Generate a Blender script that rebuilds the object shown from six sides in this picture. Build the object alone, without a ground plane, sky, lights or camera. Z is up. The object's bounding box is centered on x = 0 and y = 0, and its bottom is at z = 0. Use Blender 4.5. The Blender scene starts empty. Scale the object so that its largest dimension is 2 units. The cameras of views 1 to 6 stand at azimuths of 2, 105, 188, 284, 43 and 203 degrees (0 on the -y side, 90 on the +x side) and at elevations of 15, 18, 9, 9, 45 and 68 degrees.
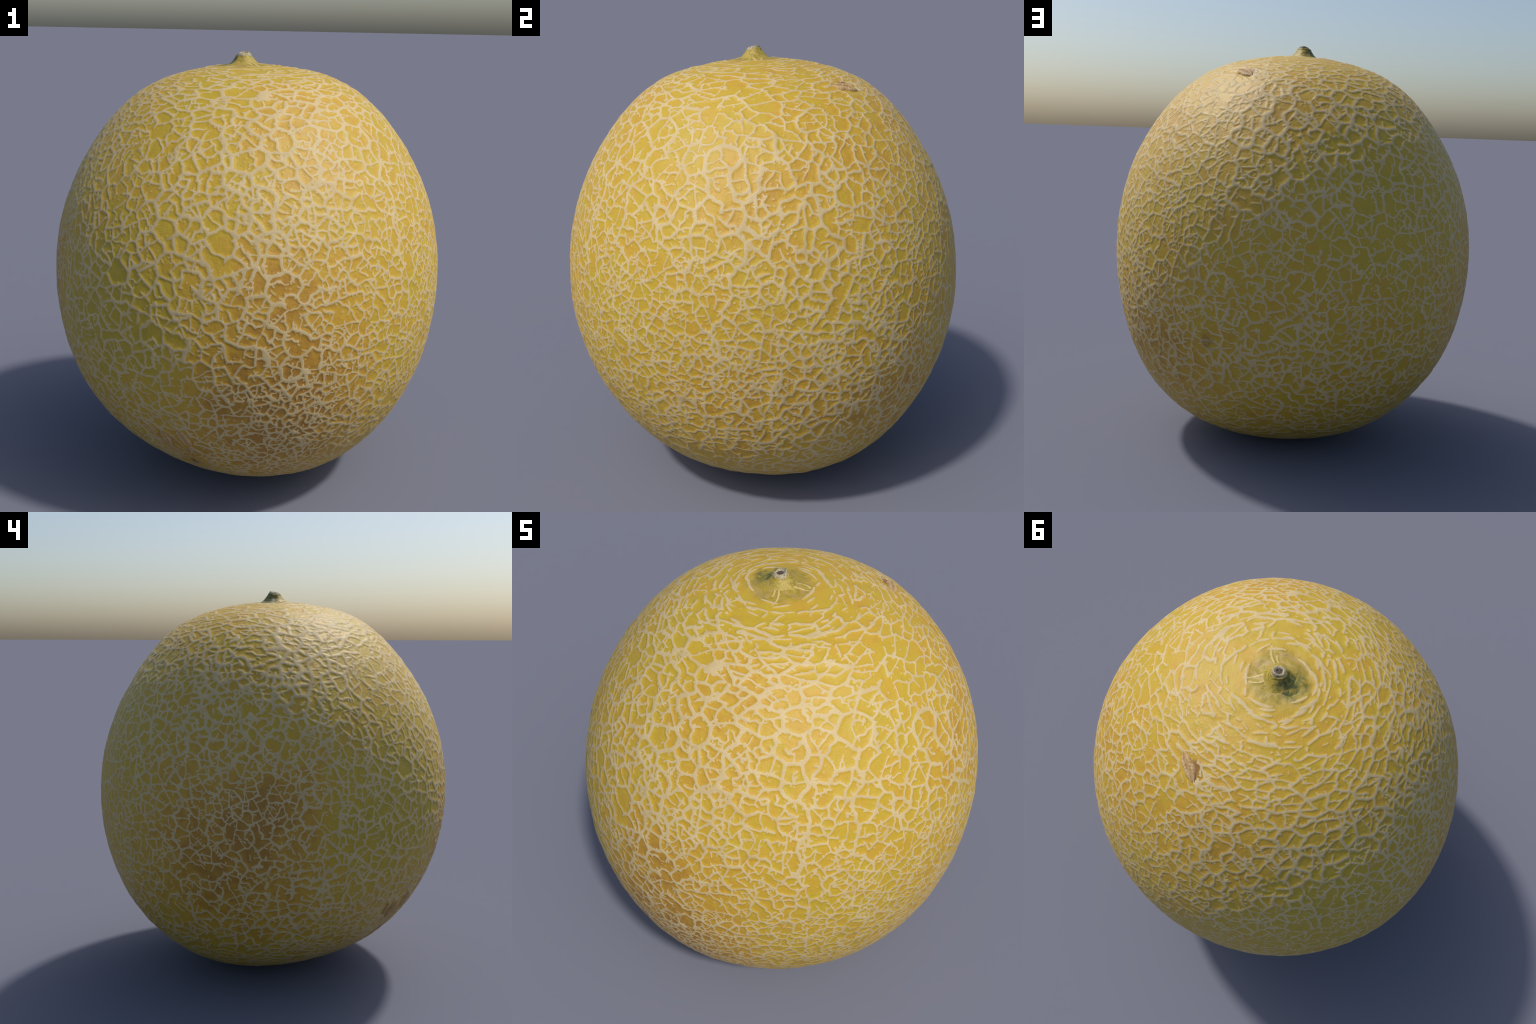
"""A ripe netted melon: lofted body, corky net grown as a cracked-cell graph over the skin,
a short cut stem in a shallow basin, and a few healed slits."""
import bpy, math
import numpy as np
from mathutils import Vector
from mathutils.geometry import delaunay_2d_cdt

rng = np.random.default_rng(20)
CENTRE = np.array([0.0, 0.0, 0.95])

# ------------------------------------------------------------------ body loft
# cross-sections at polar angle theta (deg) from the top:
# mean radius, sideways shift (x, y), oval (cos2, sin2), three-lobed (cos3, sin3)
SECTIONS = [
    (0,   .9955, .0000, .0000, .0000, .0000, .0000, .0000),
    (6,   .9962, .0012, .0000, .0000, -.0004, .0000, .0000),
    (12,  .9978, .0036, -.0006, .0002, -.0010, .0000, -.0002),
    (24,  1.006, .0078, -.0030, .0004, -.0028, -.0005, -.0015),
    (34,  .9950, .0096, .0020, -.0002, -.0028, -.0013, -.0018),
    (46,  .9662, .0098, .0054, -.0003, -.0022, -.0023, .0008),
    (60,  .9384, .0072, .0062, -.0010, -.0048, -.0019, .0037),
    (75,  .9186, .0034, .0062, -.0030, -.0082, -.0014, .0052),
    (90,  .9114, .0025, .0076, -.0044, -.0102, -.0015, .0062),
    (105, .9191, .0042, .0108, -.0042, -.0106, -.0022, .0070),
    (120, .9376, .0085, .0144, -.0026, -.0080, -.0033, .0078),
    (135, .9568, .0145, .0178, .0004, -.0046, -.0046, .0078),
    (147, .9660, .0165, .0196, .0028, -.0042, -.0035, .0056),
    (158, .9622, .0112, .0162, .0020, -.0034, -.0012, .0020),
    (169, .9545, .0048, .0082, .0006, -.0012, -.0002, .0003),
    (180, .9522, .0000, .0000, .0000, .0000, .0000, .0000),
]


def spline(xk, yk, x):
    """cubic through the sections, flat at both poles"""
    xk, yk = np.asarray(xk, float), np.asarray(yk, float)
    n = len(xk)
    h = np.diff(xk)
    A = np.zeros((n, n))
    b = np.zeros(n)
    A[0, 0], A[0, 1], b[0] = 2 * h[0], h[0], 6 * (yk[1] - yk[0]) / h[0]
    A[-1, -1], A[-1, -2], b[-1] = 2 * h[-1], h[-1], -6 * (yk[-1] - yk[-2]) / h[-1]
    for i in range(1, n - 1):
        A[i, i - 1], A[i, i], A[i, i + 1] = h[i - 1], 2 * (h[i - 1] + h[i]), h[i]
        b[i] = 6 * ((yk[i + 1] - yk[i]) / h[i] - (yk[i] - yk[i - 1]) / h[i - 1])
    m = np.linalg.solve(A, b)
    i = np.clip(np.searchsorted(xk, x) - 1, 0, n - 2)
    t = x - xk[i]
    u = xk[i + 1] - x
    return ((m[i] * u**3 + m[i + 1] * t**3) / (6 * h[i]) + (yk[i] / h[i] - m[i] * h[i] / 6) * u
            + (yk[i + 1] / h[i] - m[i + 1] * h[i] / 6) * t)


# gentle local swellings and flats: polar angle, azimuth, width (rad), height (m)
BULGES = [(1.10, 2.475, .26, .014), (2.22, -1.945, .26, -.008),
          (2.10, 2.45, .28, .008), (2.50, -.80, .30, .006), (2.60, .15, .25, -.006), (.75, -2.35, .30, -.003)]

TH = np.linspace(0, 180, 1441)
_s = np.array(SECTIONS)
COEF = np.stack([spline(_s[:, 0], _s[:, k], TH) for k in range(1, 8)], 1)


def radius(theta, phi):
    d = np.degrees(theta)
    c = [np.interp(d, TH, COEF[:, k]) for k in range(7)]
    local = 0
    for t0, p0, wide, amt in BULGES:
        away = 1 - (np.cos(theta) * math.cos(t0) + np.sin(theta) * math.sin(t0) * np.cos(phi - p0))
        local = local + amt * np.exp(-away / wide**2 * 2)
    return (local + c[0] + c[1] * np.cos(phi) + c[2] * np.sin(phi) + c[3] * np.cos(2 * phi)
            + c[4] * np.sin(2 * phi) + c[5] * np.cos(3 * phi) + c[6] * np.sin(3 * phi))


def surf_angles(theta, phi):
    r = radius(theta, phi)
    s = np.sin(theta)
    return CENTRE + np.stack([r * s * np.cos(phi), r * s * np.sin(phi), r * np.cos(theta)], -1)


def angles(p):
    d = np.asarray(p) - CENTRE
    r = np.linalg.norm(d, axis=-1)
    return np.arccos(np.clip(d[..., 2] / r, -1, 1)), np.arctan2(d[..., 1], d[..., 0])


def to_surface(p):
    return surf_angles(*angles(p))


def waves(p, freq, seed, n=10):
    """smooth seeded 3D noise made of plane waves, about -1..1"""
    g = np.random.default_rng(seed)
    k = g.normal(size=(n, 3))
    k *= (freq * g.uniform(.6, 1.4, n) / np.linalg.norm(k, axis=1))[:, None]
    ph = g.uniform(0, 6.283, n)
    return np.sin(np.asarray(p) @ k.T + ph).sum(-1) / math.sqrt(n * .5) * .6


def smooth(a, b, x):
    t = np.clip((x - a) / (b - a), 0, 1)
    return t * t * (3 - 2 * t)


# ------------------------------------------------------------------ places on the skin
STEM = np.array([-.022, -.007])
SLITS = [  # healed slits: two ends, half width, lift, browned?
    ((.233, .389, 1.840), (.156, .486, 1.811), .026, .010, 1.0),
    ((-.306, -.703, .462), (-.272, -.648, .362), .021, .007, .55),
    ((-.236, -.760, .496), (-.180, -.712, .392), .026, .008, .45),
    ((-.375, -.676, .470), (-.335, -.640, .395), .012, .005, .5),
]
BLOTCHES = [((.082, -.470, 1.838), .017), ((.100, -.452, 1.843), .013), ((.066, -.492, 1.828), .011), ((.092, -.480, 1.83), .012)]

# ------------------------------------------------------------------ netting graph
TOP, BOTTOM = math.radians(8.5), math.radians(173)


def stretch(theta):
    """how much longer cells are around the melon than along it"""
    d = np.degrees(theta)
    return 1.0 + 1.15 * smooth(44, 18, d) + .55 * smooth(122, 150, d)


_t = np.linspace(.01, math.pi - .01, 4000)
_Y = np.concatenate([[0], np.cumsum(np.diff(_t) * .5 * ((stretch(_t) / np.sin(_t))[1:] + (stretch(_t) / np.sin(_t))[:-1]))])


def theta_to_y(t):
    return np.interp(t, _t, _Y)


def y_to_theta(y):
    return np.interp(y, _Y, _t)


def cell_size(p):
    th, _ = angles(p)
    s = .0460 + .0060 * waves(p, 5.5, 3) + .003 * waves(p, 14, 4)
    # finely netted zones
    for c, rad, amt in (((.24, -.80, .55), .32, -.010), ((.52, .49, 1.60), .25, -.006), ((.25, -.35, .1), .5, -.008),
                        ((.80, -.2, .9), .35, -.003), ((-.5, .6, .5), .4, -.004), ((-.50, -.73, .80), .35, .003)):
        s = s + amt * np.exp(-((np.asarray(p) - np.array(c))**2).sum(-1) / rad**2)
    return np.clip(s, .036, .058)


def frame(theta, phi):
    east = np.stack([-np.sin(phi), np.cos(phi), 0 * phi], -1)
    south = np.stack([np.cos(theta) * np.cos(phi), np.cos(theta) * np.sin(phi), -np.sin(theta)], -1)
    return east, south


def scatter_seeds():
    """centres of the large first cells, evenly spread in the local stretched measure"""
    n = 16000
    ct = rng.uniform(math.cos(BOTTOM), math.cos(TOP), n)
    th, ph = np.arccos(ct), rng.uniform(0, 2 * math.pi, n)
    P = surf_angles(th, ph)
    S = cell_size(P) * FIRST
    A = stretch(th) * np.exp(.25 * waves(P, 4.5, 8))
    east, south = frame(th, ph)
    ra = np.sqrt(A)
    grid, kept, G = {}, [], .10
    for i in range(n):
        p = P[i]
        reach = int(math.ceil(S[i] * ra[i] * .78 / G))
        key = np.floor(p / G).astype(int)
        near = []
        for a in range(-reach, reach + 1):
            for b in range(-reach, reach + 1):
                for c in range(-reach, reach + 1):
                    near += grid.get((key[0] + a, key[1] + b, key[2] + c), ())
        if near:
            d = P[near] - p
            de, ds = d @ east[i] / ra[i], d @ south[i] * ra[i]
            if (de * de + ds * ds).min() < (.78 * S[i])**2:
                continue
        kept.append(i)
        grid.setdefault(tuple(key), []).append(i)
    return th[kept], ph[kept]


FIRST = 2.0      # first cells are about this much wider than the final ones
seed_theta, seed_phi = scatter_seeds()
print("first cells", len(seed_theta))


def flat_to_surface(q):
    q = np.asarray(q)
    return surf_angles(y_to_theta(q[..., 1]), q[..., 0])


def bent(p0, p1, amount, k, g):
    """a crooked line between two points of the flat chart"""
    d = p1 - p0
    t = np.linspace(0, 1, k + 2)[:, None]
    off = np.zeros(k + 2)
    off[1:-1] = g.normal(0, amount, k)
    return p0 + d * t + np.array([-d[1], d[0]]) * off[:, None]


def first_cells():
    wrap = .9
    X = np.concatenate([seed_phi, seed_phi[seed_phi < wrap] + 2 * math.pi, seed_phi[seed_phi > 2 * math.pi - wrap] - 2 * math.pi])
    Tt = np.concatenate([seed_theta, seed_theta[seed_phi < wrap], seed_theta[seed_phi > 2 * math.pi - wrap]])
    Yy = theta_to_y(Tt)
    out = delaunay_2d_cdt([Vector((float(a), float(b))) for a, b in zip(X, Yy)], [], [], 0, 1e-7)
    pts = np.array([(v.x, v.y) for v in out[0]])
    tris = np.array([f for f in out[2] if len(f) == 3])
    a, b, c = pts[tris[:, 0]], pts[tris[:, 1]], pts[tris[:, 2]]
    cen = (a + b + c) / 3
    ba, ca = b - a, c - a
    D = 2 * (ba[:, 0] * ca[:, 1] - ba[:, 1] * ca[:, 0])
    bl, cl = (ba**2).sum(1), (ca**2).sum(1)
    cc = a + np.stack([ca[:, 1] * bl - ba[:, 1] * cl, ba[:, 0] * cl - ca[:, 0] * bl], 1) / D[:, None]
    size = np.sqrt(np.abs(D) / 2)
    off = cc - cen
    l = np.linalg.norm(off, axis=1)
    node = cen + off * (np.minimum(1, .55 * size / np.maximum(l, 1e-9)) * .55)[:, None]
    longest = np.sqrt(np.maximum(np.maximum(bl, cl), ((c - b)**2).sum(1)))
    ok = longest < 5.0 * size
    side, around = {}, {}
    for i, t in enumerate(tris):
        if not ok[i]:
            continue
        for u, v in ((t[0], t[1]), (t[1], t[2]), (t[2], t[0])):
            side.setdefault((min(u, v), max(u, v)), []).append(i)
        for u in t:
            around.setdefault(u, []).append(i)
    lines = {}
    for f in side.values():
        if len(f) == 2:
            f = sorted(f)
            m = flat_to_surface(.5 * (node[f[0]] + node[f[1]]))
            g = np.random.default_rng(abs(int(np.dot(np.round(m * 500), (1, 7919, 104729)))))
            if (node[f[0]] > node[f[1]]).all() or node[f[0], 1] > node[f[1], 1]:
                f = f[::-1]
            lines[tuple(sorted(f))] = (f, bent(node[f[0]], node[f[1]], .055, 3, g))
    polys = []
    for u in range(len(seed_phi)):
        ring = around.get(u, [])
        if len(ring) < 3:
            continue
        ang = [math.atan2(*(node[i] - pts[u])[::-1]) for i in ring]
        ring = [ring[i] for i in np.argsort(ang)]
        poly = []
        for i, nxt in zip(ring, ring[1:] + ring[:1]):
            e = lines.get((min(i, nxt), max(i, nxt)))
            if e is None:
                poly = None
                break
            path = e[1] if e[0][0] == i else e[1][::-1]
            poly.extend(path[:-1])
        if poly:
            polys.append(np.array(poly))
    edges = [(f[0], f[1], path) for f, path in lines.values() if 0 <= path[2, 0] < 2 * math.pi]
    return node, edges, polys


node, edges, polys = first_cells()
NODE3 = flat_to_surface(node)
node_theta = y_to_theta(node[:, 1])
# nodes on the seam are found twice; give them one identity by place
ident = {}
node_id = np.array([ident.setdefault(tuple(np.round(p * 400).astype(int)), i) for i, p in enumerate(NODE3)])

# trunks: heavier strands that wander down from the top
links = {}
for k, (a, b, _) in enumerate(edges):
    links.setdefault(node_id[a], []).append((k, node_id[b]))
    links.setdefault(node_id[b], []).append((k, node_id[a]))
trunk = {}
heads = [i for i in links if math.radians(14) < node_theta[i] < math.radians(45)]
for _ in range(44):
    cur = heads[rng.integers(len(heads))]
    weight = rng.uniform(.75, 1.0)
    for step in range(int(rng.integers(6, 24))):
        best, best_score = None, -9
        for k, nb in links.get(cur, ()):
            d = NODE3[nb] - NODE3[cur]
            L = np.linalg.norm(d) + 1e-9
            e, s = frame(node_theta[cur], node[cur, 0])
            score = (d @ s) / L + rng.uniform(-.3, .3)
            if k not in trunk and score > best_score:
                best, best_score = (k, nb), score
        if best is None or best_score < 0:
            break
        trunk[best[0]] = weight * rng.uniform(.85, 1.1)
        cur = best[1]

# every strand becomes a row of round dabs (place, half width)
DAB_P, DAB_R = [], []


def lay(points, half_widths, step=.0028):
    """dabs along a polyline on the surface, widths blended along its length"""
    pts = np.asarray(points)
    seg = np.linalg.norm(np.diff(pts, axis=0), axis=1)
    s = np.concatenate([[0], np.cumsum(seg)])
    if s[-1] < 1e-4:
        return
    n = max(2, int(s[-1] / step) + 1)
    u = (np.arange(n) + .5) / n * s[-1]
    q = np.stack([np.interp(u, s, pts[:, i]) for i in range(3)], 1)
    hw = np.interp(u / s[-1], np.linspace(0, 1, len(half_widths)), half_widths)
    DAB_P.append(q)
    DAB_R.append(np.stack([hw, np.full(n, s[-1] / n)], 1))


def crooked(p0, p1, amount, k=3):
    """a slightly crooked path between two places on the surface"""
    p0, p1 = np.asarray(p0), np.asarray(p1)
    d = p1 - p0
    nrm = (p0 + p1) / 2 - CENTRE
    side = np.cross(nrm / np.linalg.norm(nrm), d)
    t = np.linspace(0, 1, k + 2)[:, None]
    off = np.zeros(k + 2)
    off[1:-1] = rng.normal(0, amount, k)
    return to_surface(p0 + d * t + side * off[:, None])


strands = []


def portion(path, f0, f1):
    seg = np.linalg.norm(np.diff(path, axis=0), axis=1)
    s = np.concatenate([[0], np.cumsum(seg)])
    u = np.linspace(f0, f1, 6) * s[-1]
    return np.stack([np.interp(u, s, path[:, i]) for i in range(3)], 1)


def draw(path, r, drop, broken):
    """one strand of cork; some are missing and some break off and run thin"""
    p0, p1 = path[0], path[-1]
    d = p1 - p0
    L = np.linalg.norm(d)
    mid = path[len(path) // 2]
    th, ph = angles(mid)
    deg = math.degrees(th)
    if deg < 9.5 or not 1e-3 < L < .35:
        return
    e, _ = frame(th, ph)
    around = abs(d @ e) / L
    near_top = float(smooth(25, 12, deg))
    r *= 1 + .20 * float(waves(mid, 6, 31))
    drop *= 1 + .6 * float(waves(mid, 7, 41))
    if near_top > 0:
        drop = drop * (1 - near_top) + near_top * (.50 if around < .75 else .14)
        broken = broken * (1 - near_top) + near_top * .55
        r *= 1 + .30 * near_top
    u = rng.uniform()
    r = float(np.clip(r, .0024, .0090))
    if u < drop:
        if rng.uniform() < .5 and near_top < .5:
            lay(portion(path, 0, rng.uniform(.2, .4)), [r * .9, .0022])
        return
    if u < drop + broken:
        if near_top > .3:      # loose dashes, widest in the middle
            lay(portion(path, rng.uniform(0, .35), rng.uniform(.6, 1.0)), [.0024, r * 1.1, r, .0024])
            return
        f = rng.uniform(.4, .8)
        q = portion(path, 0, f)
        lay(q, [r, r * .85, .0023])
        strands.append((q, r))
        if rng.uniform() < .6:
            lay(portion(path, 1, f + .6 * (1 - f)), [r, .0024])
        return
    w = r * np.exp(rng.normal(0, .10, 5))
    w[2] *= .9
    lay(path, w)
    strands.append((path, r))


for k, (a, b, path) in enumerate(edges):
    r = .0047 * math.exp(rng.normal(0, .24))
    if k in trunk and math.degrees(node_theta[a]) > 15:
        draw(flat_to_surface(path), max(r, .0072 * trunk[k]), 0, 0)
    else:
        draw(flat_to_surface(path), r, .05, .10)


def poly_area(p):
    q = np.roll(p, -1, 0)
    return .5 * abs((p[:, 0] * q[:, 1] - q[:, 0] * p[:, 1]).sum())


def crack(poly, level):
    """split a cell across its long side again and again, as drying cork does"""
    cen = poly.mean(0)
    th = float(y_to_theta(cen[1]))
    sc = math.sin(th) * .95
    area = poly_area(poly) * sc * sc / float(stretch(th))
    want = float(cell_size(flat_to_surface(cen)))**2 * math.exp(rng.normal(0, .38))
    if level > 5 or area < 1.55 * want:
        return
    q = poly - cen
    w, v = np.linalg.eigh(q.T @ q)
    ang = math.atan2(v[1, 1], v[0, 1]) + rng.normal(0, .20)
    n = np.array([math.cos(ang), math.sin(ang)])
    along = np.array([-n[1], n[0]])
    origin = cen + n * math.sqrt(w[1] / len(q)) * rng.normal(0, .28)
    h = (poly - origin) @ n
    t = (poly - origin) @ along
    hits = []
    for i in range(len(poly)):
        j = (i + 1) % len(poly)
        if (h[i] > 0) != (h[j] > 0):
            f = h[i] / (h[i] - h[j])
            hits.append((t[i] * (1 - f) + t[j] * f, i, poly[i] * (1 - f) + poly[j] * f))
    if len(hits) != 2:
        return
    (_, i, A), (_, j, B) = sorted(hits, key=lambda x: x[1])
    line = bent(A, B, .065, 3, rng)
    one = np.concatenate([line, poly[j + 1:], poly[:i + 1]])
    two = np.concatenate([poly[i + 1:j + 1], line[::-1]])
    r = (.0043, .0039, .0036, .0033, .0030, .0030)[level] * math.exp(rng.normal(0, .22))
    path = flat_to_surface(line)
    draw(path[::-1] if rng.uniform() < .5 else path, r, .05 + .02 * level, .13 + .05 * level)
    for p in (one, two):
        if len(p) > 3:
            crack(p, level + 1)


for poly in polys:
    crack(poly, 0)

# short spurs that start on a strand and run dry inside a cell
for path, r in strands:
    deg = math.degrees(angles(path[0])[0])
    length = np.linalg.norm(np.diff(path, axis=0), axis=1).sum()
    for _ in range(rng.poisson(length * (18 if deg > 22 else 12))):
        i = int(rng.integers(1, len(path) - 1))
        start = path[i] + (path[i + 1] - path[i]) * rng.uniform(-.5, .5)
        t = path[i + 1] - path[i - 1]
        t /= np.linalg.norm(t) + 1e-9
        nrm = path[i] - CENTRE
        nrm /= np.linalg.norm(nrm)
        side = np.cross(nrm, t) * rng.choice((-1, 1))
        ang = rng.normal(0, .5)
        dirn = side * math.cos(ang) + t * math.sin(ang)
        e, s = frame(*[float(x) for x in angles(path[i])])
        if deg < 45:
            dirn = dirn + e * np.sign(dirn @ e) * 1.2 * float(smooth(45, 20, deg))
            dirn /= np.linalg.norm(dirn)
        L = rng.uniform(.008, .020) + .5 * r
        r0 = float(np.clip(r * rng.uniform(.55, .95), .0026, .0042))
        line = crooked(start, start + dirn * L, .09, 2)
        lay(line, [r0, r0 * .9, .0023])
        if rng.uniform() < .22:
            d2 = dirn + t * rng.choice((-1, 1)) * .9
            lay(crooked(line[2], line[2] + d2 * L * .45, .08, 2), [r0 * .8, .0023])

# loose flecks of cork
n = 3600
fth = np.arccos(rng.uniform(math.cos(BOTTOM), math.cos(math.radians(13)), n))
fph = rng.uniform(0, 2 * math.pi, n)
fp = surf_angles(fth, fph)
for i in range(n):
    e, s = frame(fth[i], fph[i])
    a = rng.uniform(0, math.pi) if fth[i] > .6 else rng.normal(0, .25)
    dirn = e * math.cos(a) + s * math.sin(a)
    L = rng.uniform(.001, .009) * (1.8 if fth[i] < .45 else 1)
    w = rng.uniform(.0018, .0027)
    lay(to_surface(fp[i] + dirn * np.linspace(-.5, .5, 3)[:, None] * L), [w, w * 1.1, w])

# ring of arcs round the stem basin, and pale veins running out of the stem
for ring_r, count, w in ((.134, 5, .0058), (.156, 8, .0056), (.182, 11, .0048)):
    start = rng.uniform(0, 6.28)
    for i in range(count):
        a0 = start + (i + rng.uniform(0, .22)) * 2 * math.pi / count
        a1 = a0 + 2 * math.pi / count * rng.uniform(.25, .62)
        a = np.linspace(a0, a1, 12)
        rr = ring_r * (1 + .06 * rng.normal()) + np.linspace(-.5, .5, 12) * rng.normal(0, .012)
        q = np.stack([STEM[0] + rr * np.cos(a), STEM[1] + rr * np.sin(a), np.full(12, 1.9)], 1)
        lay(to_surface(q), [.0024, w * rng.uniform(.7, 1.1), w * rng.uniform(.8, 1.15), .0024])
for az, a_end, r_end in ((-52, -60, .15), (8, 20, .140), (38, 28, .120), (-70, -66, .10)):
    rr = np.linspace(.050, r_end, 9)
    a = np.radians(np.linspace(az, a_end, 9)) + .08 * np.sin(np.linspace(0, 3, 9))
    lay(to_surface(np.stack([STEM[0] + rr * np.cos(a), STEM[1] + rr * np.sin(a), np.full(9, 1.92)], 1)), [.0036, .0030, .0026])
for c, rad in BLOTCHES:
    DAB_P.append(to_surface(np.array([c])))
    DAB_R.append(np.array([[rad, rad * 1.9]]))
# strands that feed the ends of each slit
for a, b, hw, lift, _ in SLITS:
    a, b = np.array(a), np.array(b)
    for p, q in ((a, a - (b - a) * .4), (b, b + (b - a) * .4)):
        for turn in ((.5,) if hw > .0255 and lift > .009 else (-.45, .5)):
            d = q - p
            nrm = (p - CENTRE) / np.linalg.norm(p - CENTRE)
            lay(crooked(p, p + d * math.cos(turn) + np.cross(nrm, d) * math.sin(turn), .05), [.007, .005, .0035])

DAB_P = np.concatenate(DAB_P)
DAB_R = np.concatenate(DAB_R)
# no net inside a slit
for a, b, hw, lift, _ in SLITS:
    a, b = to_surface(np.array(a)), to_surface(np.array(b))
    ax = b - a
    L = np.linalg.norm(ax)
    ax /= L
    rel = DAB_P - (a + b) / 2
    u = rel @ ax / (L / 2)
    v = np.linalg.norm(rel - np.outer(rel @ ax, ax), axis=1) / (hw * 1.7)
    keep = (u * u + v * v) > .90
    DAB_P, DAB_R = DAB_P[keep], DAB_R[keep]
print("dabs", len(DAB_P))

# ------------------------------------------------------------------ fine ball mesh
FREQ = 280


def geodesic(n):
    g = (1 + 5**.5) / 2
    V = np.array([(-1, g, 0), (1, g, 0), (-1, -g, 0), (1, -g, 0), (0, -1, g), (0, 1, g), (0, -1, -g), (0, 1, -g),
                  (g, 0, -1), (g, 0, 1), (-g, 0, -1), (-g, 0, 1)])
    V = V / np.linalg.norm(V, axis=1)[:, None]
    F = [(0, 11, 5), (0, 5, 1), (0, 1, 7), (0, 7, 10), (0, 10, 11), (1, 5, 9), (5, 11, 4), (11, 10, 2), (10, 7, 6), (7, 1, 8),
         (3, 9, 4), (3, 4, 2), (3, 2, 6), (3, 6, 8), (3, 8, 9), (4, 9, 5), (2, 4, 11), (6, 2, 10), (8, 6, 7), (9, 8, 1)]
    i, j = np.meshgrid(np.arange(n + 1), np.arange(n + 1), indexing="ij")
    m = i + j <= n
    idx = -np.ones((n + 1, n + 1), int)
    idx[m] = np.arange(m.sum())
    ii, jj = i[m], j[m]
    up = (ii + jj) < n
    t1 = np.stack([idx[ii[up], jj[up]], idx[ii[up] + 1, jj[up]], idx[ii[up], jj[up] + 1]], 1)
    dn = (ii + jj) < n - 1
    t2 = np.stack([idx[ii[dn] + 1, jj[dn]], idx[ii[dn] + 1, jj[dn] + 1], idx[ii[dn], jj[dn] + 1]], 1)
    T = np.concatenate([t1, t2])
    P, tri = [], []
    ang = math.acos(V[0] @ V[11])
    for f, (a, b, c) in enumerate(F):
        w = np.stack([n - ii - jj, ii, jj], 1) / n
        w = np.tan(w * ang * .5) / math.tan(ang * .5)      # evens out the spacing
        p = w[:, :1] * V[a] + w[:, 1:2] * V[b] + w[:, 2:] * V[c]
        P.append(p / np.linalg.norm(p, axis=1)[:, None])
        tri.append(T + f * len(ii))
    P, tri = np.concatenate(P), np.concatenate(tri)
    key = np.round(P * 2e5).astype(np.int64)
    key = (key[:, 0] + 300000) * 600001 * 600001 + (key[:, 1] + 300000) * 600001 + key[:, 2] + 300000
    _, first, inv = np.unique(key, return_index=True, return_inverse=True)
    return P[first], inv[tri]


ball, tris = geodesic(FREQ)
b_theta, b_phi = np.arccos(np.clip(ball[:, 2], -1, 1)), np.arctan2(ball[:, 1], ball[:, 0])
base = surf_angles(b_theta, b_phi)


def vertex_normals(P, T):
    fn = np.cross(P[T[:, 1]] - P[T[:, 0]], P[T[:, 2]] - P[T[:, 0]])
    N = np.stack([sum(np.bincount(T[:, k], fn[:, c], len(P)) for k in range(3)) for c in range(3)], 1)
    return N / np.maximum(np.linalg.norm(N, axis=1), 1e-20)[:, None]


normal = vertex_normals(base, tris)
if (normal * ball).sum(1).mean() < 0:
    tris = tris[:, ::-1]
    normal = -normal

# ------------------------------------------------------------------ spread the dabs over the mesh
EDGE = 1.2                      # half width in units of the dab's sigma
LEVEL = math.exp(-EDGE**2 / 2)  # where skin turns into cork
HIGH = .0036                    # tallest cork


def spread(P, dabs, r, ds):
    cover, rise = np.zeros(len(P)), np.zeros(len(P))
    for lo, hi in ((0, .0034), (.0034, .0062), (.0062, .012), (.012, .1)):
        sel = (r >= lo) & (r < hi)
        if not sel.any():
            continue
        q, rq, dq = dabs[sel], r[sel], ds[sel]
        cut = 3.0 * rq.max() / EDGE
        G = cut
        cell = np.floor((P + 2) / G).astype(np.int64)
        M = int(5 / G) + 4
        key = (cell[:, 0] * M + cell[:, 1]) * M + cell[:, 2]
        order = np.argsort(key, kind="stable")
        ks = key[order]
        qc = np.floor((q + 2) / G).astype(np.int64)
        near_start, near_count, who = [], [], []
        for a in (-1, 0, 1):
            for b in (-1, 0, 1):
                k0 = ((qc[:, 0] + a) * M + qc[:, 1] + b) * M + qc[:, 2]
                s0 = np.searchsorted(ks, k0 - 1, "left")     # three cells in a column at once
                s1 = np.searchsorted(ks, k0 + 1, "right")
                near_start.append(s0)
                near_count.append(s1 - s0)
                who.append(np.arange(len(q)))
        st, ct, wh = np.concatenate(near_start), np.concatenate(near_count), np.concatenate(who)
        use = ct > 0
        st, ct, wh = st[use], ct[use], wh[use]
        cum = np.concatenate([[0], np.cumsum(ct)])
        lo_i = 0
        while lo_i < len(st):
            hi_i = max(lo_i + 1, np.searchsorted(cum, cum[lo_i] + 5_000_000) - 1)
            c = ct[lo_i:hi_i]
            rep = np.repeat(np.arange(hi_i - lo_i), c)
            pos = np.arange(c.sum()) - np.repeat(np.concatenate([[0], np.cumsum(c)[:-1]]), c) + np.repeat(st[lo_i:hi_i], c)
            v = order[pos]
            w = wh[lo_i:hi_i][rep]
            d2 = ((P[v] - q[w])**2).sum(1)
            sig = rq[w] / EDGE
            m = d2 < (3.0 * sig)**2        # far enough for the soft flank too
            v, w, d2, sig = v[m], w[m], d2[m], sig[m]
            kern = np.exp(-d2 / (sig * sig)) * dq[w] / (sig * 1.7725)
            cover += np.bincount(v, kern, len(P))
            soft = sig * 1.4
            kern = np.exp(-d2 / (soft * soft)) * dq[w] / (soft * 1.7725)
            rise += np.bincount(v, kern * np.minimum(1, rq[w] / .0055)**2, len(P))
            lo_i = hi_i
    return np.sqrt(cover), np.sqrt(rise)


cover, rise = spread(base, DAB_P, DAB_R[:, 0], DAB_R[:, 1])
# ragged cork edges
cover = cover * (1 + .09 * waves(base, 420, 77, 12))


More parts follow.
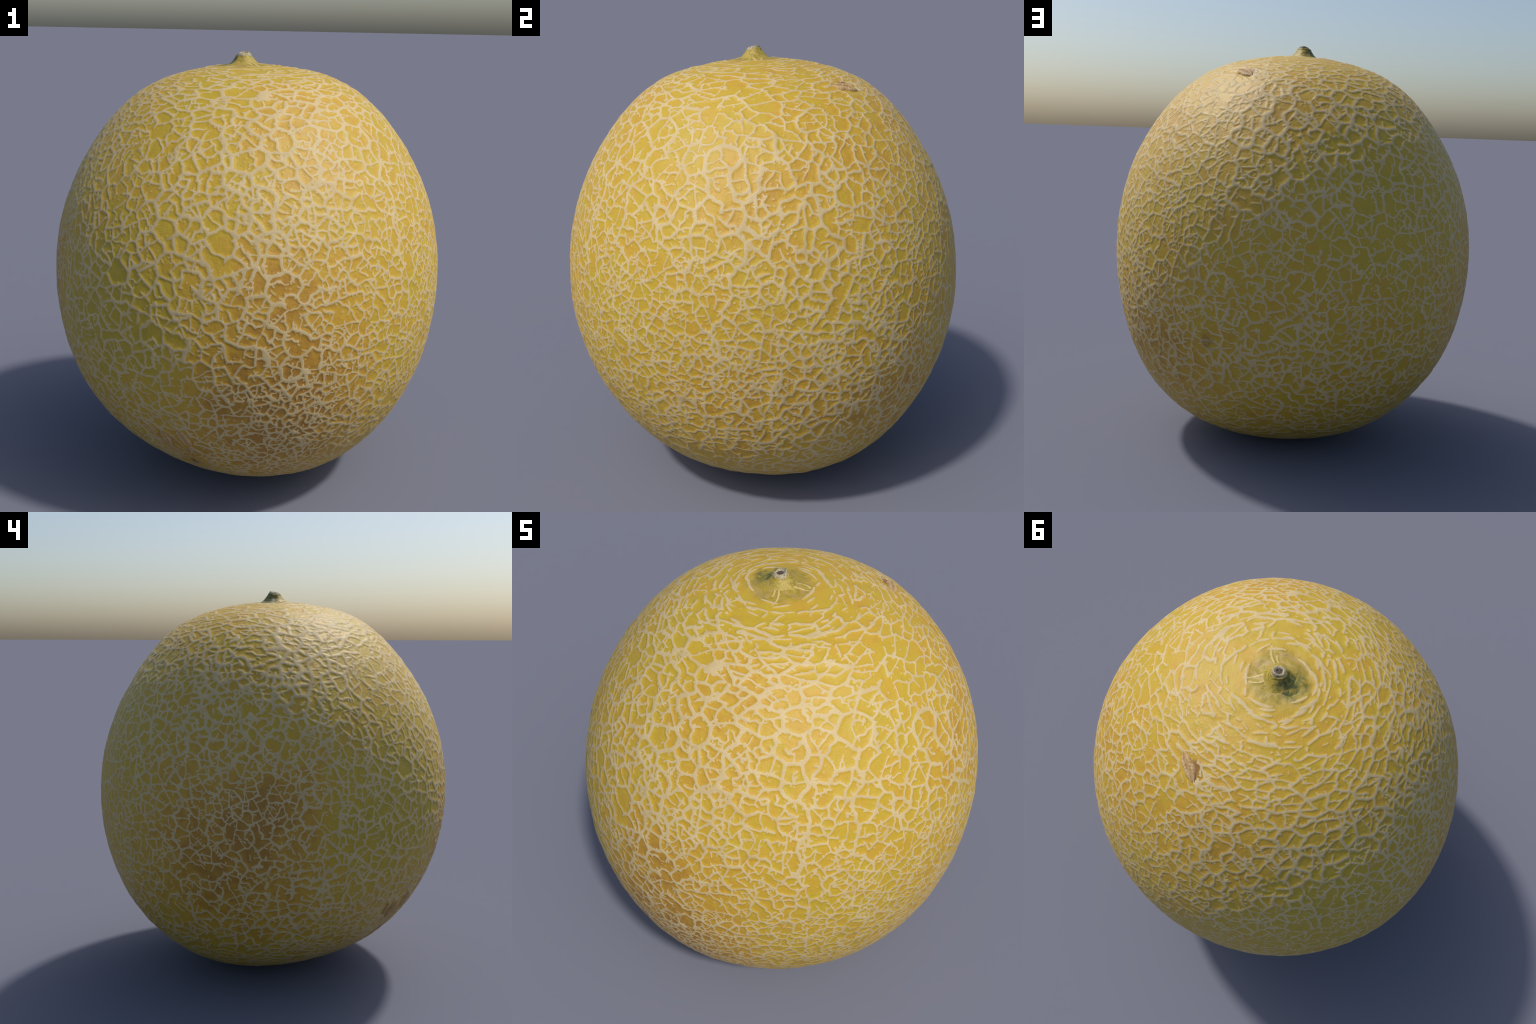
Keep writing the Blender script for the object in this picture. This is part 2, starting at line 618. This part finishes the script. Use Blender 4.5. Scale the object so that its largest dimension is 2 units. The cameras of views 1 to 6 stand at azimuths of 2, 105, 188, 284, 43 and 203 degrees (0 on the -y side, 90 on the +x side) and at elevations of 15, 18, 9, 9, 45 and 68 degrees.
def relief(P, rise):
    cork = HIGH * np.tanh(rise * .95)
    swell = .0010 * waves(P, 60, 51, 12) + .0022 * waves(P, 9, 52)
    d = np.hypot(P[:, 0] - STEM[0], P[:, 1] - STEM[1]) + 9 * (P[:, 2] < 1.5)
    basin = smooth(.17, .07, d)
    lumps = basin * (.0048 * waves(P, 75, 53, 12) + .0016 * waves(P, 170, 54, 12) - .001)
    return cork - .0030 + swell + lumps


# cut the triangles along the border between cork and skin
side = cover > LEVEL
cnt = side[tris].sum(1)
mixed = (cnt == 1) | (cnt == 2)
mt = tris[mixed]
odd_val = cnt[mixed] == 1
col = np.argmax(side[mt] == odd_val[:, None], 1)
rows = np.arange(len(mt))
A, Bv, Cv = mt[rows, col], mt[rows, (col + 1) % 3], mt[rows, (col + 2) % 3]


def cut_vertices(u, v):
    lo, hi = np.minimum(u, v), np.maximum(u, v)
    return lo * len(base) + hi


kab, kac = cut_vertices(A, Bv), cut_vertices(A, Cv)
keys, inv = np.unique(np.concatenate([kab, kac]), return_inverse=True)
lo, hi = keys // len(base), keys % len(base)
t = np.clip((LEVEL - cover[lo]) / (cover[hi] - cover[lo]), .04, .96)[:, None]
new_base = base[lo] * (1 - t) + base[hi] * t
new_norm = normal[lo] * (1 - t) + normal[hi] * t
new_rise = rise[lo] * (1 - t[:, 0]) + rise[hi] * t[:, 0]
AB, AC = inv[:len(mt)] + len(base), inv[len(mt):] + len(base)
all_base = np.concatenate([base, new_base])
all_norm = np.concatenate([normal, new_norm])
all_norm /= np.linalg.norm(all_norm, axis=1)[:, None]
all_rise = np.concatenate([rise, new_rise])
verts = all_base + all_norm * relief(all_base, all_rise)[:, None]
verts[:, 2] = np.maximum(verts[:, 2], 0)
tip = np.stack([A, AB, AC], 1)
rest = np.concatenate([np.stack([AB, Bv, Cv], 1), np.stack([AB, Cv, AC], 1)])
cork_tris = np.concatenate([tris[cnt == 3], tip[odd_val], rest[np.tile(~odd_val, 2)]])
skin_tris = np.concatenate([tris[cnt == 0], tip[~odd_val], rest[np.tile(odd_val, 2)]])
whole_normals = vertex_normals(verts, np.concatenate([cork_tris, skin_tris]))
print("triangles", len(cork_tris), len(skin_tris), "cork share", len(cork_tris) / (len(cork_tris) + len(skin_tris)))


# ------------------------------------------------------------------ materials
def nodes_for(name, rough=.5):
    m = bpy.data.materials.new(name)
    m.use_nodes = True
    nt = m.node_tree
    bsdf = nt.nodes["Principled BSDF"]
    bsdf.inputs["Roughness"].default_value = rough
    return m, nt, bsdf


class Kit:
    def __init__(self, nt):
        self.nt = nt
        self.pos = nt.nodes.new("ShaderNodeTexCoord").outputs["Object"]

    def put(self, socket, value):
        if isinstance(value, bpy.types.NodeSocket):
            self.nt.links.new(value, socket)
        else:
            socket.default_value = value

    def math(self, op, a, b=0.0, clamp=False):
        n = self.nt.nodes.new("ShaderNodeMath")
        n.operation, n.use_clamp = op, clamp
        self.put(n.inputs[0], a)
        self.put(n.inputs[1], b)
        return n.outputs[0]

    def noise(self, scale, detail=3, rough=.55, vector=None, distortion=0.0):
        n = self.nt.nodes.new("ShaderNodeTexNoise")
        self.put(n.inputs["Vector"], vector or self.pos)
        n.inputs["Scale"].default_value = scale
        n.inputs["Detail"].default_value = detail
        n.inputs["Roughness"].default_value = rough
        n.inputs["Distortion"].default_value = distortion
        return n.outputs["Fac"]

    def voronoi(self, scale, randomness=1.0):
        n = self.nt.nodes.new("ShaderNodeTexVoronoi")
        self.put(n.inputs["Vector"], self.pos)
        n.inputs["Scale"].default_value = scale
        n.inputs["Randomness"].default_value = randomness
        return n.outputs["Distance"], n.outputs["Color"]

    def remap(self, v, a, b, c=0.0, d=1.0):
        n = self.nt.nodes.new("ShaderNodeMapRange")
        n.interpolation_type = "SMOOTHSTEP"
        self.put(n.inputs["Value"], v)
        for key, x in (("From Min", a), ("From Max", b), ("To Min", c), ("To Max", d)):
            n.inputs[key].default_value = x
        return n.outputs["Result"]

    def spot(self, centre, rad, vector=None):
        """1 at the centre, fading to 0 at rad"""
        n = self.nt.nodes.new("ShaderNodeVectorMath")
        n.operation = "DISTANCE"
        self.put(n.inputs[0], vector or self.pos)
        n.inputs[1].default_value = centre
        return self.remap(n.outputs["Value"], rad, 0.0)

    def wobble(self, scale, amount):
        """object coordinates pushed about by noise, so that spots get ragged borders"""
        n = self.nt.nodes.new("ShaderNodeTexNoise")
        self.put(n.inputs["Vector"], self.pos)
        n.inputs["Scale"].default_value = scale
        n.inputs["Detail"].default_value = 4
        s = self.nt.nodes.new("ShaderNodeVectorMath")
        s.operation = "SUBTRACT"
        self.nt.links.new(n.outputs["Color"], s.inputs[0])
        s.inputs[1].default_value = (.5, .5, .5)
        a = self.nt.nodes.new("ShaderNodeVectorMath")
        a.operation = "MULTIPLY_ADD"
        self.nt.links.new(s.outputs[0], a.inputs[0])
        a.inputs[1].default_value = (amount,) * 3
        self.nt.links.new(self.pos, a.inputs[2])
        return a.outputs[0]

    def ramp(self, fac, stops):
        n = self.nt.nodes.new("ShaderNodeValToRGB")
        e = n.color_ramp.elements
        while len(e) < len(stops):
            e.new(.5)
        for el, (p, c) in zip(e, stops):
            el.position, el.color = p, (*c, 1)
        self.put(n.inputs[0], fac)
        return n.outputs["Color"]

    def mix(self, fac, a, b, blend="MIX"):
        n = self.nt.nodes.new("ShaderNodeMix")
        n.data_type, n.blend_type = "RGBA", blend
        self.put(n.inputs[0], fac)
        for i, x in ((6, a), (7, b)):
            self.put(n.inputs[i], x if isinstance(x, bpy.types.NodeSocket) else (*x, 1))
        return n.outputs[2]

    def bump(self, height, strength, distance, bsdf):
        n = self.nt.nodes.new("ShaderNodeBump")
        n.inputs["Strength"].default_value = strength
        n.inputs["Distance"].default_value = distance
        self.nt.links.new(height, n.inputs["Height"])
        self.nt.links.new(n.outputs["Normal"], bsdf.inputs["Normal"])


# ripeness patches: (place, size, amount), + towards orange, - towards green
PATCHES = [
    ((.239, -.883, .836), .62, .44), ((.167, -.884, 1.163), .35, .22), ((.156, -.80, .45), .62, .50),
    ((.20, -.56, 1.73), .40, .22), ((.523, .491, 1.602), .40, .18), ((.76, .20, 1.45), .35, .22),
    ((.868, .144, .62), .50, .28), ((.03, .654, 1.681), .45, .25), ((.558, .675, .60), .50, .42),
    ((-.89, -.007, .784), .68, .58), ((-.855, -.236, 1.056), .35, .28),
    ((-.499, -.733, .997), .48, -.42), ((-.298, -.843, .85), .35, -.25), ((-.173, -.59, 1.705), .40, -.22),
    ((.741, -.53, .97), .50, -.15), ((.644, -.09, 1.693), .40, -.20), ((-.068, -.319, 1.895), .40, -.25),
    ((-.501, .705, 1.309), .60, -.40), ((-.686, -.547, .859), .40, -.35), ((-.549, -.688, 1.097), .30, -.2),
    ((-.66, .162, .269), .50, -.2),
]


def skin_material():
    m, nt, bsdf = nodes_for("melon_skin", .5)
    k = Kit(nt)
    soft = k.wobble(7, .18)
    ripe = k.math("ADD", .5, k.remap(k.noise(9, 4), .3, .7, -.11, .11))
    ripe = k.math("ADD", ripe, k.remap(k.noise(30, 3), .3, .7, -.08, .08))
    for c, rad, amt in PATCHES:
        ripe = k.math("ADD", ripe, k.math("MULTIPLY", k.spot(c, rad, soft), amt * (.78 if amt > 0 else .50)))
    col = k.ramp(ripe, [(0.10, (.41, .310, .022)), (.38, (.505, .350, .024)), (.60, (.53, .318, .027)), (.80, (.470, .255, .024)), (1.0, (.355, .172, .021))])
    # fine mottling of the rind
    fine = k.noise(160, 4, .65)
    col = k.mix(k.remap(fine, .35, .75, 0, .30), col, (.42, .25, .02))
    # rusty freckles
    d, c = k.voronoi(42)
    pick = nt.nodes.new("ShaderNodeSeparateColor")
    nt.links.new(c, pick.inputs[0])
    dot = k.math("MULTIPLY", k.remap(d, .10, .03), k.math("GREATER_THAN", pick.outputs[0], .72))
    col = k.mix(k.math("MULTIPLY", dot, .55), col, (.33, .11, .02))
    # basin round the stem: olive, tan and green smears
    rag = k.wobble(22, .045)
    zone = k.remap(k.spot((-.022, -.007, 1.945), .20, rag), .08, .50)
    smear = k.ramp(k.noise(24, 6, .65, distortion=1.6), [(.30, (.18, .12, .02)), (.40, (.31, .23, .024)), (.50, (.36, .26, .030)), (.60, (.42, .285, .09)), (.70, (.34, .21, .055)), (.80, (.16, .095, .02))])
    col = k.mix(zone, col, smear)
    green = k.remap(k.spot((-.095, .015, 1.945), .12, rag), .15, .7)
    green = k.math("MULTIPLY", green, k.remap(k.noise(38, 3, .5, distortion=.4), .36, .62, .15, 1))
    col = k.mix(k.math("MULTIPLY", green, .8), col, (.075, .10, .015))
    # brown stain beside the slits
    for c, rad, amt in (((.168, .428, 1.840), .055, .85), ((.150, .462, 1.826), .045, .6), ((-.29, -.67, .40), .10, .3), ((-.19, -.66, .34), .09, .3),
                        ((-.166, -.604, .264), .05, .9), ((.255, .841, .648), .06, .5), ((-.522, .729, .664), .016, .95)):
        col = k.mix(k.math("MULTIPLY", k.remap(k.spot(c, rad, rag), .1, .8), amt), col, (.23, .10, .025))
    nt.links.new(col, bsdf.inputs["Base Color"])
    k.bump(k.math("ADD", fine, k.noise(55, 3)), .35, .004, bsdf)
    return m


def cork_material():
    m, nt, bsdf = nodes_for("melon_cork", .62)
    k = Kit(nt)
    grain = k.noise(260, 4, .7)
    tone = k.noise(14, 4)
    col = k.ramp(tone, [(.30, (.525, .392, .182)), (.50, (.580, .443, .218)), (.70, (.615, .482, .255))])
    col = k.mix(k.remap(grain, .32, .62, .45, 0), col, (.40, .285, .12))
    rag = k.wobble(22, .05)
    for c, rad, amt in (((-.25, -.66, .38), .16, .45), ((-.166, -.604, .264), .13, .6), ((.255, .841, .648), .07, .5)):
        col = k.mix(k.math("MULTIPLY", k.remap(k.spot(c, rad, rag), .1, .7), amt), col, (.36, .21, .10))
    veins = k.remap(k.spot((-.022, -.007, 1.945), .145), .08, .3)
    col = k.mix(k.math("MULTIPLY", veins, .6), col, (.58, .44, .12))
    nt.links.new(col, bsdf.inputs["Base Color"])
    k.bump(grain, .25, .003, bsdf)
    return m


def stem_material():
    m, nt, bsdf = nodes_for("melon_stem", .55)
    k = Kit(nt)
    rag = k.wobble(38, .06)
    col = k.ramp(k.noise(42, 5, .65, distortion=1.4), [(.30, (.15, .12, .02)), (.42, (.31, .235, .03)), (.54, (.42, .31, .05)), (.66, (.40, .26, .085)), (.78, (.20, .10, .025))])
    green = k.remap(k.spot((-.078, .022, 1.955), .085, rag), .15, .5)
    green = k.math("MULTIPLY", green, k.remap(k.noise(45, 3, .5, distortion=.4), .34, .60, .25, 1))
    col = k.mix(k.math("MULTIPLY", green, .92), col, (.055, .075, .018))
    nt.links.new(col, bsdf.inputs["Base Color"])
    k.bump(k.noise(90, 4), .6, .005, bsdf)
    return m


def cut_material():
    m, nt, bsdf = nodes_for("dried_stem_end", .65)
    k = Kit(nt)
    col = k.ramp(k.noise(60, 5, .7, distortion=1.8), [(.32, (.10, .09, .06)), (.43, (.28, .235, .135)), (.55, (.44, .375, .22)), (.70, (.36, .29, .16)), (.82, (.16, .12, .07))])
    back = k.remap(k.spot((-.020, .028, 1.985), .034, k.wobble(60, .02)), .1, .6)
    col = k.mix(k.math("MULTIPLY", back, .75), col, (.12, .115, .085))
    nt.links.new(col, bsdf.inputs["Base Color"])
    k.bump(k.noise(120, 4), .8, .005, bsdf)
    return m


def pit_material():
    m, nt, bsdf = nodes_for("stem_pith", .8)
    k = Kit(nt)
    nt.links.new(k.ramp(k.noise(120, 3), [(.35, (.035, .022, .022)), (.65, (.12, .08, .06))]), bsdf.inputs["Base Color"])
    return m


def slit_material():
    m, nt, bsdf = nodes_for("healed_slit", .65)
    k = Kit(nt)
    col = k.ramp(k.noise(60, 4, .65), [(.30, (.38, .22, .085)), (.5, (.50, .32, .135)), (.7, (.56, .40, .19))])
    nt.links.new(col, bsdf.inputs["Base Color"])
    k.bump(k.noise(150, 4), .5, .003, bsdf)
    return m


def seam_material():
    m, nt, bsdf = nodes_for("slit_seam", .75)
    k = Kit(nt)
    nt.links.new(k.ramp(k.noise(80, 3), [(.35, (.34, .21, .09)), (.65, (.48, .33, .16))]), bsdf.inputs["Base Color"])
    return m


# ------------------------------------------------------------------ objects
thing = bpy.data.objects.new("melon", None)
thing["label"] = "round yellow netted melon with pale cork web and short stem"
thing["category"] = "melon"
bpy.context.scene.collection.objects.link(thing)


def add(name, P, T, material, parent=thing, normals=None):
    me = bpy.data.meshes.new(name)
    P = np.ascontiguousarray(P, dtype=np.float32)
    T = np.ascontiguousarray(T, dtype=np.int32)
    k = T.shape[1]
    me.vertices.add(len(P))
    me.vertices.foreach_set("co", P.ravel())
    me.loops.add(T.size)
    me.loops.foreach_set("vertex_index", T.ravel())
    me.polygons.add(len(T))
    me.polygons.foreach_set("loop_start", np.arange(0, T.size, k, dtype=np.int32))
    me.polygons.foreach_set("use_smooth", np.ones(len(T), bool))
    me.update(calc_edges=True)
    me.validate()
    if normals is not None:
        me.normals_split_custom_set_from_vertices(normals.tolist())
    me.materials.append(material)
    ob = bpy.data.objects.new(name, me)
    ob.parent = parent
    bpy.context.scene.collection.objects.link(ob)
    return ob


def part_of_body(T):
    used = np.unique(T)
    back = np.zeros(len(verts), int)
    back[used] = np.arange(len(used))
    return verts[used], back[T], whole_normals[used]


P, T, N = part_of_body(skin_tris)
add("skin", P, T, skin_material(), normals=N)
P, T, N = part_of_body(cork_tris)
add("netting", P, T, cork_material(), normals=N)


def grid_faces(nu, nv, closed=False):
    """quads of a nu x nv grid, wrapping in u if closed"""
    q = []
    for a in range(nu if closed else nu - 1):
        b = (a + 1) % nu
        for j in range(nv - 1):
            q.append((a * nv + j, b * nv + j, b * nv + j + 1, a * nv + j + 1))
    return np.array(q)


# stem: a short flared cone with grooves, cut off and dried at the end
SEG = 72
az = np.linspace(0, 2 * math.pi, SEG, endpoint=False)


def lathe(profile, flute, seed, lean=(0.0, 0.0), slant=(0.0, 0.0)):
    r = np.array([p[0] for p in profile])
    z = np.array([p[1] for p in profile])
    rr = r[None, :] * np.ones((SEG, 1))
    zz = z[None, :] * np.ones((SEG, 1))
    lift = np.clip((zz - 1.93) / .06, 0, 1)
    x = rr * np.cos(az)[:, None]
    y = rr * np.sin(az)[:, None]
    p = np.stack([x, y, zz], -1)
    bulge = 1 + flute * (np.sin(5 * az + .7) + .6 * np.sin(8 * az + 2) + .5 * np.sin(3 * az))[:, None] + (.02 + .07 * lift) * waves(p, 75, seed) + .035 * lift * waves(p, 170, seed + 3)
    p[..., 0] *= bulge
    p[..., 1] *= bulge
    p[..., 2] += (p[..., 0] * slant[0] + p[..., 1] * slant[1]) * lift + .0020 * lift * waves(p, 110, seed + 1)
    p[..., 0] += STEM[0] + lean[0] * lift
    p[..., 1] += STEM[1] + lean[1] * lift
    return p.reshape(-1, 3)


def fine(profile, k=5):
    """smooth curve through the profile's corners"""
    p = np.array(profile)
    s = np.arange(len(p))
    u = np.linspace(0, len(p) - 1, (len(p) - 1) * k + 1)
    return np.stack([spline(s, p[:, i], u) for i in range(2)], 1)


prof = fine([(.104, 1.928), (.078, 1.937), (.0625, 1.945), (.0520, 1.955), (.0435, 1.965), (.0372, 1.973), (.0350, 1.978), (.0305, 1.983), (.023, 1.982)])
stem = add("stem", lathe(prof, .022, 5, slant=(.05, .14)), grid_faces(SEG, len(prof), True)[:, ::-1], stem_material())
prof = fine([(.0320, 1.973), (.0310, 1.980), (.0270, 1.988), (.0215, 1.9925), (.016, 1.9895), (.0110, 1.9850)])
add("stem_end", lathe(prof, .014, 9, slant=(.05, .14)), grid_faces(SEG, len(prof), True)[:, ::-1], cut_material(), parent=stem)
prof = fine([(.0150, 1.9870), (.010, 1.9845), (.006, 1.9835), (.0006, 1.9830)])
add("pith", lathe(prof, .10, 13, slant=(.05, .14)), grid_faces(SEG, len(prof), True)[:, ::-1], pit_material(), parent=stem)

# healed slits: two swollen lips along a sunken seam
lip_mat, seam_mat = slit_material(), seam_material()
for n_slit, (a, b, hw, lift, brown) in enumerate(SLITS):
    a, b = to_surface(np.array(a)), to_surface(np.array(b))
    mid = (a + b) / 2
    ax = b - a
    L = np.linalg.norm(ax) * 1.08
    ax /= np.linalg.norm(ax)
    nrm = mid - CENTRE
    nrm -= ax * (nrm @ ax)
    nrm /= np.linalg.norm(nrm)
    side_v = np.cross(nrm, ax)

    def on_skin(u, v, h):
        q = to_surface(mid + ax * (u * L / 2)[..., None] + side_v * v[..., None])
        d = q - CENTRE
        return q + d / np.linalg.norm(d, axis=-1, keepdims=True) * h[..., None]

    u, s = np.meshgrid(np.linspace(-1, 1, 60), np.linspace(0, 1, 18), indexing="ij")
    lens = np.maximum(0, 1 - np.abs(u)**2.6)
    for lip in (-1, 1):
        wide = hw * lens * (1 + .06 * np.sin(7 * u + lip + n_slit))
        v = lip * (.0012 + wide * s) + .05 * hw * np.sin(4 * u + n_slit)
        h = lift * lens**.6 * (np.sin(np.pi * np.clip(s * .98 + .02, 0, 1))**.6) - .004 * (1 - np.sin(np.pi * s)) - .002
        P = on_skin(u, v, h + .0008 * waves(np.stack([u * 3, v * 60, 0 * u], -1), 9, 60 + n_slit + lip))
        q = grid_faces(60, 18)
        add("slit_lip", P.reshape(-1, 3), q if lip < 0 else q[:, ::-1], lip_mat)
    v = (s - .5) * 2 * hw * .34 * lens + .05 * hw * np.sin(4 * u + n_slit)
    P = on_skin(u, v, .25 * lift * lens - .0015 + 0 * u)
    add("slit_seam", P.reshape(-1, 3), grid_faces(60, 18)[:, ::-1], seam_mat)

bpy.context.view_layer.update()
